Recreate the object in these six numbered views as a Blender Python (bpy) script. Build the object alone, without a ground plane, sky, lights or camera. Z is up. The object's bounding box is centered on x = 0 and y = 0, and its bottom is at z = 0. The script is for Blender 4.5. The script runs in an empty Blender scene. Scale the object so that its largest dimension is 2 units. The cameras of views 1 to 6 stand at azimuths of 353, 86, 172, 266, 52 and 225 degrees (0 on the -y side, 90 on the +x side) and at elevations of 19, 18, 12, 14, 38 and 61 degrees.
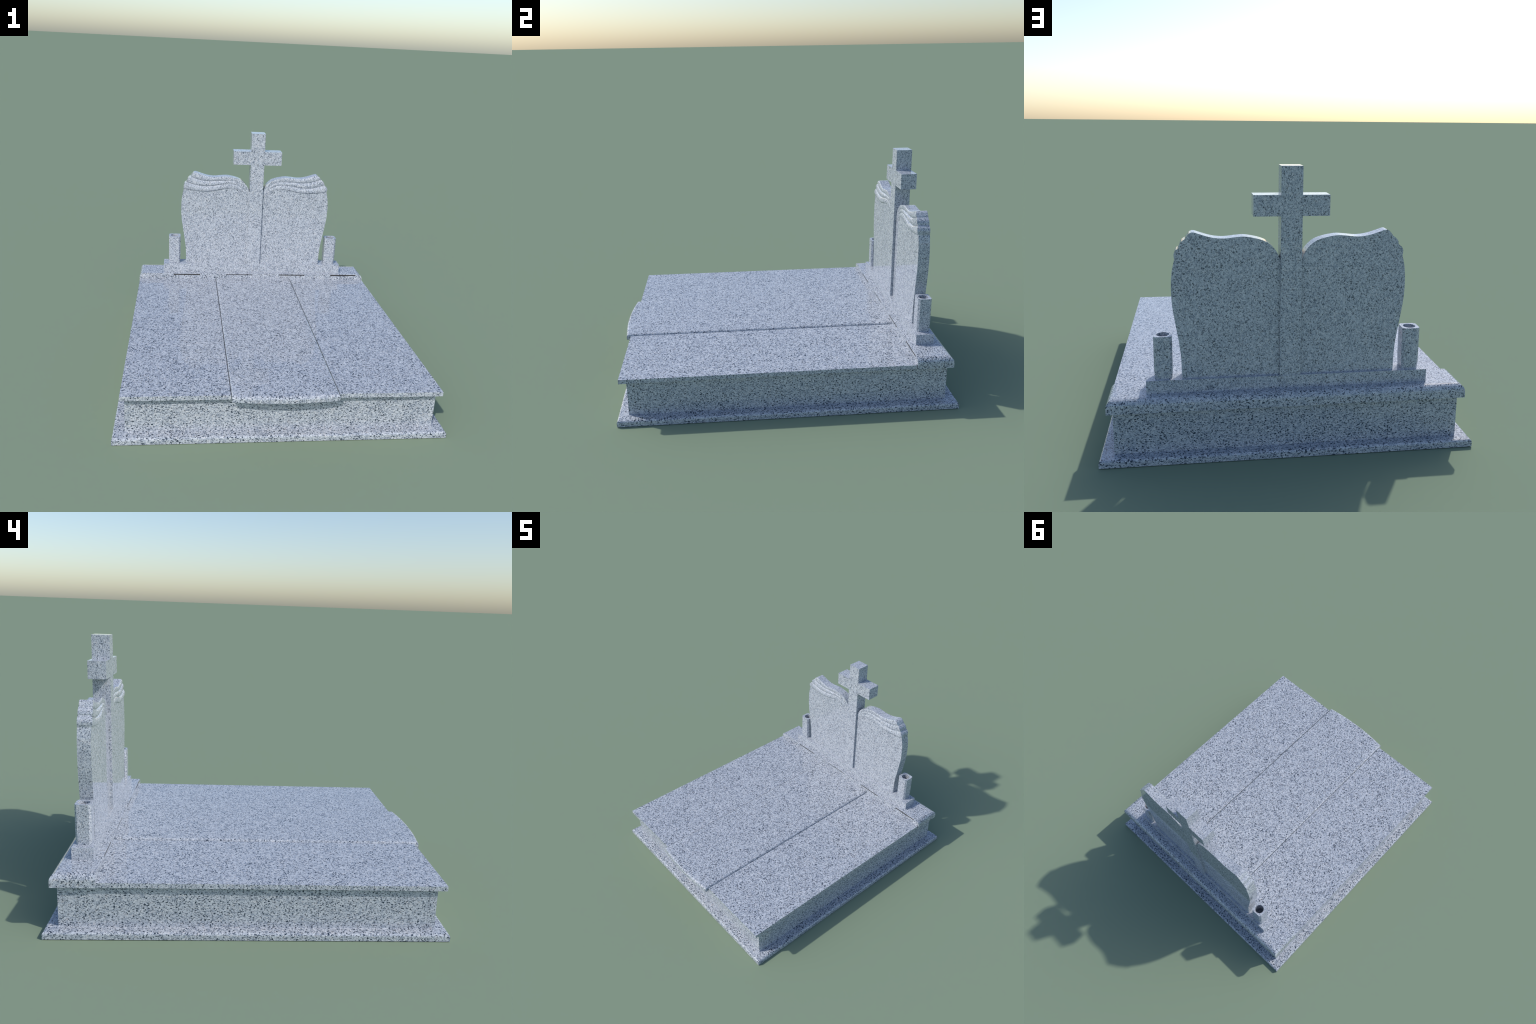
import bpy, bmesh, math
from mathutils import Vector

# ------------------------------------------------------------------ materials
def granite(name, scale, dark=1.0, strength=0.9, stretch=(1, 1, 1), rough=0.0, offset=(0, 0, 0)):
    """Polished pale granite: white feldspar ground, grey quartz, blue-black mica grains."""
    m = bpy.data.materials.new(name)
    m.use_nodes = True
    nt = m.node_tree
    N, L = nt.nodes, nt.links
    N.clear()
    out = N.new('ShaderNodeOutputMaterial')
    bsdf = N.new('ShaderNodeBsdfPrincipled')
    L.new(bsdf.outputs[0], out.inputs[0])
    tc = N.new('ShaderNodeTexCoord')
    mp = N.new('ShaderNodeMapping')
    mp.inputs['Scale'].default_value = [scale * s for s in stretch]
    mp.inputs['Location'].default_value = offset
    L.new(tc.outputs['Object'], mp.inputs['Vector'])

    def noise(sc, detail=2.0, rough=0.5, dist=0.0, off=0.0):
        n = N.new('ShaderNodeTexNoise')
        n.inputs['Scale'].default_value = sc
        n.inputs['Detail'].default_value = detail
        n.inputs['Roughness'].default_value = rough
        n.inputs['Distortion'].default_value = dist
        if off:
            a = N.new('ShaderNodeVectorMath')
            a.operation = 'ADD'
            a.inputs[1].default_value = (off, off * 1.7, -off * 0.6)
            L.new(mp.outputs[0], a.inputs[0])
            L.new(a.outputs[0], n.inputs['Vector'])
        else:
            L.new(mp.outputs[0], n.inputs['Vector'])
        return n

    def math_(op, a, b, clamp=False):
        n = N.new('ShaderNodeMath')
        n.operation = op
        n.use_clamp = clamp
        for i, v in enumerate((a, b)):
            if hasattr(v, 'links'):
                L.new(v, n.inputs[i])
            else:
                n.inputs[i].default_value = v
        return n.outputs[0]

    def ramp(fac, stops, interp='LINEAR'):
        r = N.new('ShaderNodeValToRGB')
        r.color_ramp.interpolation = interp
        el = r.color_ramp.elements
        while len(el) < len(stops):
            el.new(0.5)
        for e, (p, c) in zip(el, stops):
            e.position = p
            e.color = (c, c, c, 1) if not isinstance(c, tuple) else (*c, 1)
        L.new(fac, r.inputs[0])
        return r.outputs[0]

    def mix(fac, a, b):
        n = N.new('ShaderNodeMix')
        n.data_type = 'RGBA'
        n.inputs[0].default_value = 0.5
        for sock, v in ((n.inputs[0], fac), (n.inputs[6], a), (n.inputs[7], b)):
            if hasattr(v, 'links'):
                L.new(v, sock)
            else:
                sock.default_value = (*v, 1) if isinstance(v, tuple) else v
        return n.outputs[2]

    # crystal cells: each grain has its own paleness
    vor = N.new('ShaderNodeTexVoronoi')
    vor.inputs['Scale'].default_value = 150.0
    warp = noise(130, 2.0, 0.5, 0.0, 3.1)
    wv = N.new('ShaderNodeVectorMath')
    wv.operation = 'MULTIPLY_ADD'
    L.new(warp.outputs['Color'], wv.inputs[0])
    wv.inputs[1].default_value = (0.009, 0.009, 0.009)
    L.new(mp.outputs[0], wv.inputs[2])
    L.new(wv.outputs[0], vor.inputs['Vector'])
    sep = N.new('ShaderNodeSeparateColor')
    L.new(vor.outputs['Color'], sep.inputs[0])
    pale = ramp(sep.outputs[0], [(0.0, (0.440, 0.475, 0.540)), (0.5, (0.525, 0.558, 0.615)), (1.0, (0.615, 0.640, 0.680))])
    # a few warm feldspar crystals
    warm = ramp(sep.outputs[1], [(0.90, 0.0), (0.97, 1.0)])
    col = mix(math_('MULTIPLY', warm, 0.28), pale, (0.64, 0.56, 0.52))
    # translucent grey quartz, whole grains of it
    quartz = ramp(sep.outputs[2], [(0.62, 0.0), (0.80, 0.55), (1.0, 1.0)])
    col = mix(math_('MULTIPLY', quartz, 0.62), col, (0.17, 0.215, 0.29))
    # fine grey peppering between the grains
    pepper = ramp(noise(340, 1.0, 0.5, 0.3, 7.3).outputs[0], [(0.53, 0.0), (0.66, 1.0)])
    col = mix(math_('MULTIPLY', pepper, 0.50), col, (0.13, 0.17, 0.235))
    # dark mica, in irregular flakes that gather slightly
    cluster = noise(16, 2.0, 0.5, 0.0, 11.0)
    clus = math_('MULTIPLY', math_('SUBTRACT', cluster.outputs[0], 0.5), 0.08)
    d = math_('ADD', noise(170, 2.5, 0.58, 0.7, 0.9).outputs[0], clus)
    lo = 0.60 - 0.035 * dark
    mica = ramp(d, [(lo, 0.0), (lo + 0.055, 1.0)])
    col = mix(math_('MULTIPLY', mica, strength), col, (0.018, 0.032, 0.055))
    L.new(col, bsdf.inputs['Base Color'])
    bsdf.inputs['Roughness'].default_value = rough
    bsdf.inputs['IOR'].default_value = 1.5
    return m

COARSE = granite('granite_coarse', 0.76, 1.70, 0.98, (0.85, 0.85, 1.25))
MEDIUM = granite('granite_medium', 0.78, 1.65, 0.96, offset=(2.3, 1.1, 0.4))
FINE = granite('granite_fine', 1.05, 1.32, 0.84, (1, 1, 0.9), offset=(5.3, 4.1, 1.4))

# ------------------------------------------------------------------ helpers
root = bpy.data.objects.new('grave_monument', None)
bpy.context.collection.objects.link(root)
root["label"] = "polished grey granite grave with open book headstone and cross"
root["category"] = "grave monument"

def group(name):
    e = bpy.data.objects.new(name, None)
    bpy.context.collection.objects.link(e)
    e.parent = root
    return e

def keep_flats_flat(ob):
    """Face-area weighted normals, so that big polished faces mirror like true planes."""
    w = ob.modifiers.new('flat_faces', 'WEIGHTED_NORMAL')
    w.mode, w.weight, w.keep_sharp = 'FACE_AREA', 100, True

def add(name, bm, mat, parent=root, bevel=0.0, angle=28, seg=2):
    bmesh.ops.recalc_face_normals(bm, faces=bm.faces)
    if bevel:
        es = [e for e in bm.edges if len(e.link_faces) == 2 and e.calc_face_angle(0) > math.radians(35)]
        bmesh.ops.bevel(bm, geom=es, offset=bevel, segments=seg, profile=0.5, affect='EDGES', clamp_overlap=True)
    me = bpy.data.meshes.new(name)
    bm.to_mesh(me)
    bm.free()
    me.materials.append(mat)
    ob = bpy.data.objects.new(name, me)
    bpy.context.collection.objects.link(ob)
    ob.parent = parent
    for p in me.polygons:
        p.use_smooth = True
    me.set_sharp_from_angle(angle=math.radians(angle))
    keep_flats_flat(ob)
    return ob

def loft(rings, cap=True):
    """Closed rings of equal length, stitched bottom to top and capped."""
    bm = bmesh.new()
    vs = [[bm.verts.new(p) for p in r] for r in rings]
    n = len(rings[0])
    for a, b in zip(vs, vs[1:]):
        for i in range(n):
            j = (i + 1) % n
            bm.faces.new((a[i], a[j], b[j], b[i]))
    if cap:
        bm.faces.new(vs[0][::-1])
        bm.faces.new(vs[-1])
    return bm

def block(x0, x1, y0, y1, z0, z1, r=0.0, left=0, right=0, front=0, back=0, seg=8):
    """Slab whose named top edges are rolled over with radius r."""
    def ring(z, d):
        return [(x0 + d * left, y0 + d * front, z), (x1 - d * right, y0 + d * front, z),
                (x1 - d * right, y1 - d * back, z), (x0 + d * left, y1 - d * back, z)]
    rings = [ring(z0, 0)]
    if r:
        for k in range(seg + 1):
            a = k / seg * math.pi / 2
            rings.append(ring(z1 - r + r * math.sin(a), r * (1 - math.cos(a))))
    else:
        rings.append(ring(z1, 0))
    return loft(rings)

def smoothstep(a, b, t):
    t = max(0.0, min(1.0, (t - a) / (b - a)))
    return t * t * (3 - 2 * t)

def spline(pts):
    """Catmull-Rom style monotone-x interpolation through (x, y) points."""
    xs = [p[0] for p in pts]
    ys = [p[1] for p in pts]
    ms = []
    for i in range(len(pts)):
        a, b = max(0, i - 1), min(len(pts) - 1, i + 1)
        ms.append((ys[b] - ys[a]) / (xs[b] - xs[a]))
    def f(x):
        if x <= xs[0]:
            return ys[0] + ms[0] * (x - xs[0])
        if x >= xs[-1]:
            return ys[-1] + ms[-1] * (x - xs[-1])
        i = max(k for k in range(len(xs) - 1) if xs[k] <= x)
        h = xs[i + 1] - xs[i]
        t = (x - xs[i]) / h
        return ((2 * t**3 - 3 * t**2 + 1) * ys[i] + (t**3 - 2 * t**2 + t) * h * ms[i]
                + (-2 * t**3 + 3 * t**2) * ys[i + 1] + (t**3 - t**2) * h * ms[i + 1])
    return f

# ------------------------------------------------------------------ base course
BX, BY0, BY1, BZ, BR = 0.903, -0.973, 1.0, 0.036, 0.013
J = 0.0003                                   # half joint width
base = group('base_course')
add('base_strip', block(-BX, BX, BY0, -0.870 - J, 0, BZ, BR, 1, 1, 1, 0, 4), COARSE, base, 0, 5)
add('base_strip', block(-BX, BX, 0.900 + J, BY1, 0, BZ, BR, 1, 1, 0, 1, 4), COARSE, base, 0, 5)
add('base_strip', block(-BX, -0.80, -0.870 + J, 0.900 - J, 0, BZ, BR, 1, 0, 0, 0, 4), COARSE, base, 0, 5)
add('base_strip', block(0.80, BX, -0.870 + J, 0.900 - J, 0, BZ, BR, 0, 1, 0, 0, 4), COARSE, base, 0, 5)

# ------------------------------------------------------------------ kerb walls
KX, KY0, KY1, KZ = 0.838, -0.911, 0.936, 0.2476
kerb = group('kerb')
add('kerb_panel', block(-KX, KX, KY0, -0.870 - J, BZ - 0.002, KZ), COARSE, kerb, 0.0005)
add('kerb_panel', block(-KX, KX, 0.913 + J, KY1, BZ - 0.002, KZ), COARSE, kerb, 0.0005)
add('kerb_panel', block(-KX, -KX + 0.04, -0.870 + J, 0.913 - J, BZ - 0.002, KZ), COARSE, kerb, 0.0005)
add('kerb_panel', block(KX - 0.04, KX, -0.870 + J, 0.913 - J, BZ - 0.002, KZ), COARSE, kerb, 0.0005)

# ------------------------------------------------------------------ cover slabs
SZ0, SZ1 = 0.2480, 0.2735
add('side_slab', block(-0.860, -0.2890, -0.952, 0.7535, SZ0, SZ1), MEDIUM, root, 0.0012)
add('side_slab', block(0.2890, 0.860, -0.952, 0.7535, SZ0, SZ1), MEDIUM, root, 0.0012)

def centre_slab():
    """Raised middle slab: bowed front with a rolled top arris, eased long edges."""
    hw, y_corner, y_mid, y1, z0, z1 = 0.2862, -0.978, -1.0, 0.7535, 0.2478, 0.2820
    r_front, r_side, n, cx = 0.018, 0.014, 40, 0.0
    def setback(z, r):
        h = max(0.0, z - (z1 - r))
        return r - math.sqrt(max(0.0, r * r - h * h))
    def ring(z):
        df, ds = setback(z, r_front), setback(z, r_side)
        pts = []
        for i in range(n + 1):
            t = -1 + 2 * i / n
            pts.append((cx + t * (hw - ds), y_mid + (y_corner - y_mid) * t * t + df, z))
        return pts + [(cx + hw - ds, y1, z), (cx - hw + ds, y1, z)]
    zs = [z0] + [z1 - r_front + r_front * math.sin(k / 12 * math.pi / 2) for k in range(13)]
    zs += [z1 - r_side + r_side * math.sin(k / 6 * math.pi / 2) for k in range(6)]
    return loft([ring(z) for z in sorted(set(round(z, 6) for z in zs))])
add('centre_slab', centre_slab(), MEDIUM)

# ------------------------------------------------------------------ rear ledge with four dark-banded slots
LX, LY0, LY1, LZ0, LZ1 = 0.8645, 0.7520, 0.966, 0.248, 0.3144
ledge = add('ledge', block(-LX, LX, LY0, LY1, LZ0, LZ1, 0.034, 1, 1, 0, 1, 5), MEDIUM, root, 0, 5)
cb = bmesh.new()
SLOTS = ((-0.508, 0.0090), (-0.109, 0.0055), (0.304, 0.0080), (0.711, 0.0095))   # centre, height
for cx, sh in SLOTS:
    vs = [cb.verts.new((cx + sx * 0.1005, y, z)) for y in (LY0 - 0.01, LY0 + 0.016)
          for z in (0.305 - sh / 2, 0.305 + sh / 2) for sx in (-1, 1)]
    for f in ((0, 1, 3, 2), (4, 6, 7, 5), (0, 4, 5, 1), (2, 3, 7, 6), (0, 2, 6, 4), (1, 5, 7, 3)):
        cb.faces.new([vs[i] for i in f])
cutter = add('slot_cutter', cb, MEDIUM)
ledge.modifiers.clear()
mod = ledge.modifiers.new('slots', 'BOOLEAN')
mod.operation, mod.solver, mod.object = 'DIFFERENCE', 'EXACT', cutter
dg = bpy.context.evaluated_depsgraph_get()
cut = bpy.data.meshes.new_from_object(ledge.evaluated_get(dg))
ledge.modifiers.clear()
ledge.data = cut
cut.name = 'ledge'
cut.set_sharp_from_angle(angle=math.radians(5))
keep_flats_flat(ledge)
bpy.data.objects.remove(cutter)

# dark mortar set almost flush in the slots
band = bpy.data.materials.new('dark_band')
band.use_nodes = True
mb = band.node_tree.nodes['Principled BSDF']
mn = band.node_tree.nodes.new('ShaderNodeTexNoise')
mn.inputs['Scale'].default_value = 60
mr = band.node_tree.nodes.new('ShaderNodeValToRGB')
mr.color_ramp.elements[0].color = (0.014, 0.013, 0.013, 1)
mr.color_ramp.elements[1].color = (0.045, 0.041, 0.040, 1)
mc = band.node_tree.nodes.new('ShaderNodeTexCoord')
band.node_tree.links.new(mc.outputs['Object'], mn.inputs['Vector'])
band.node_tree.links.new(mn.outputs[0], mr.inputs[0])
band.node_tree.links.new(mr.outputs[0], mb.inputs['Base Color'])
mb.inputs['Roughness'].default_value = 0.5
for cx, sh in SLOTS:
    add('dark_strip', block(cx - 0.1003, cx + 0.1003, LY0 + 0.0006, LY0 + 0.0155, 0.3052 - sh / 2, 0.3048 + sh / 2), band, ledge)

# ------------------------------------------------------------------ headstone plinth
PZ = 0.378
add('plinth', block(-0.6835, 0.6835, 0.7915, 0.8995, LZ1 - 0.002, PZ), FINE, root, 0.0005)

# ------------------------------------------------------------------ open-book tablets
TY0, TY1 = 0.8135, 0.8825
XI = 0.0485
top_z = spline([(XI, 0.940), (0.058, 0.964), (0.068, 0.984), (0.085, 1.006), (0.112, 1.029), (0.145, 1.043),
                (0.187, 1.053), (0.222, 1.0575), (0.262, 1.055), (0.312, 1.050), (0.355, 1.053), (0.390, 1.061),
                (0.427, 1.073), (0.447, 1.0795), (0.458, 1.0805)])
side_x = spline([(PZ - 0.002, 0.5155), (0.44, 0.5165), (0.50, 0.5195), (0.56, 0.5265), (0.645, 0.540), (0.74, 0.5535),
                 (0.825, 0.5565), (0.893, 0.552), (0.940, 0.5425), (0.956, 0.5385), (0.968, 0.5405), (0.983, 0.5400),
                 (0.998, 0.5320), (1.006, 0.5215), (1.012, 0.5165), (1.020, 0.5160), (1.034, 0.5090), (1.043, 0.4990),
                 (1.050, 0.4885), (1.056, 0.4850), (1.066, 0.4770), (1.075, 0.4690), (1.0805, 0.458)])
# creases between the three curling page edges, as z over x
crease_low = spline([(0.048, 0.915), (0.082, 0.936), (0.114, 0.952), (0.147, 0.9645), (0.180, 0.9695), (0.215, 0.9675),
                     (0.260, 0.9590), (0.306, 0.9490), (0.345, 0.9430), (0.390, 0.9415), (0.435, 0.9440),
                     (0.490, 0.9500), (0.540, 0.9590)])
crease_mid = spline([(0.048, 0.926), (0.085, 0.953), (0.113, 0.975), (0.140, 0.991), (0.172, 0.999), (0.205, 1.0005),
                     (0.240, 0.9990), (0.277, 0.9955), (0.310, 0.9885), (0.348, 0.9835), (0.390, 0.9825),
                     (0.430, 0.9860), (0.480, 0.9980), (0.517, 1.0100)])
crease_top = spline([(0.048, 0.934), (0.075, 0.970), (0.105, 0.996), (0.137, 1.014), (0.170, 1.0235), (0.206, 1.0260),
                     (0.250, 1.0255), (0.300, 1.0235), (0.355, 1.0205), (0.395, 1.0230), (0.437, 1.0335),
                     (0.463, 1.0420), (0.487, 1.0525)])

def page_relief(x, z):
    """How far the front stands out of (+) or back from (-) the flat page, in metres."""
    if z < crease_low(x):
        return 0.0
    lows = (crease_low(x), crease_mid(x), crease_top(x), top_z(min(x, 0.456)) + 0.004)
    fade = 0.30 * smoothstep(0.055, 0.10, x) + 0.70 * smoothstep(0.12, 0.30, x)
    feet = (0.0, -0.0018, -0.0040, -0.0065)     # crease depths
    crowns = (0.0080, 0.0055, 0.0025)
    for k in range(3):
        if z < lows[k + 1] or k == 2:
            t = (z - lows[k]) / max(1e-4, lows[k + 1] - lows[k])
            t = max(0.0, min(1.0, t))
            if t < 0.38:
                s = math.sqrt(max(0.0, 1 - (1 - t / 0.38) ** 2))
                v = feet[k] + (crowns[k] - feet[k]) * s
            else:
                u = (t - 0.38) / 0.62
                s = 1 - u ** 2.2
                v = feet[k + 1] + (crowns[k] - feet[k + 1]) * s
            return v * fade
    return 0.0

def tablet(mirror):
    NU, NV = 150, 330
    z0, z1 = PZ - 0.0015, 1.0805
    bottom = lambda u: (XI + (side_x(z0) - XI) * u, z0)
    top = lambda u: (XI + (0.458 - XI) * u, top_z(XI + (0.458 - XI) * u))
    left = lambda v: (XI, z0 + (top_z(XI) - z0) * v)
    def right(v):
        z = z0 + (z1 - z0) * v
        return (side_x(z), z)
    c00, c10, c01, c11 = bottom(0), bottom(1), top(0), top(1)
    bm = bmesh.new()
    rows = [0.0]
    for j in range(1, NV + 1):               # finer rows where the page edges curl
        t = j / NV
        rows.append(t / 0.30 * 0.74 if t < 0.30 else 0.74 + (t - 0.30) / 0.70 * 0.26)
    F, B = [], []
    for v in rows:
        lf, rt = left(v), right(v)
        fr, br = [], []
        for i in range(NU + 1):
            u = i / NU
            bt, tp = bottom(u), top(u)
            p = [(1 - v) * bt[k] + v * tp[k] + (1 - u) * lf[k] + u * rt[k]
                 - ((1 - u) * (1 - v) * c00[k] + u * (1 - v) * c10[k] + (1 - u) * v * c01[k] + u * v * c11[k])
                 for k in (0, 1)]
            x, z = p
            fr.append(bm.verts.new((mirror * x, TY0 - page_relief(x, z), z)))
            br.append(bm.verts.new((mirror * x, TY1, z)))
        F.append(fr)
        B.append(br)
    for S in (F, B):
        for j in range(NV):
            for i in range(NU):
                bm.faces.new((S[j][i], S[j][i + 1], S[j + 1][i + 1], S[j + 1][i]))
    rim = ([(0, i) for i in range(NU)] + [(j, NU) for j in range(NV)]
           + [(NV, i) for i in range(NU, 0, -1)] + [(j, 0) for j in range(NV, 0, -1)])
    for (a, b), (c, d) in zip(rim, rim[1:] + rim[:1]):
        bm.faces.new((F[a][b], F[c][d], B[c][d], B[a][b]))
    return bm

headstone = group('headstone')
add('book_page', tablet(-1), FINE, headstone, 0, 40)
add('book_page', tablet(1), FINE, headstone, 0, 40)

# ------------------------------------------------------------------ cross
def cross():
    w, a, zb, zt, a0, a1, y0, y1 = 0.0502, 0.1778, PZ - 0.001, 1.3810, 1.1512, 1.2495, 0.7970, 0.8970
    prof = [(-w, zb), (w, zb), (w, a0), (a, a0), (a, a1), (w, a1), (w, zt), (-w, zt), (-w, a1), (-a, a1), (-a, a0), (-w, a0)]
    return loft([[(x, y0, z) for x, z in prof], [(x, y1, z) for x, z in prof]])
add('cross', cross(), FINE, root, 0.001)

# ------------------------------------------------------------------ flower vases
def vase(cx):
    cy, ax, ay, ch, zb, zt, hole = 0.846, 0.0433, 0.0408, 0.0110, PZ - 0.001, 0.589, 0.0306
    corners = [(ax, -ay + ch), (ax, ay - ch), (ax - ch, ay), (-ax + ch, ay),
               (-ax, ay - ch), (-ax, -ay + ch), (-ax + ch, -ay), (ax - ch, -ay)]
    pts = []
    for i, (p, q) in enumerate(zip(corners, corners[1:] + corners[:1])):
        n = 6 if i % 2 == 0 else 3
        for k in range(n):
            t = k / n
            pts.append((p[0] + (q[0] - p[0]) * t, p[1] + (q[1] - p[1]) * t))
    def ring(z, s):
        return [(cx + s * x, cy + s * y, z) for x, y in pts]
    def bore(z, r):
        return [(cx + r * x / math.hypot(x, y), cy + r * y / math.hypot(x, y), z) for x, y in pts]
    prof = [(zb, 0.93), (0.388, 0.945), (0.400, 0.965), (0.414, 0.985), (0.43, 0.996), (0.45, 1.0), (zt, 1.0)]
    rings = [ring(z, s) for z, s in prof] + [bore(zt, hole), bore(zt - 0.002, hole - 0.0006), bore(0.47, hole - 0.0006)]
    return loft(rings)
add('flower_vase', vase(-0.6020), FINE, root, 0, 22)
add('flower_vase', vase(0.6020), FINE, root, 0, 22)
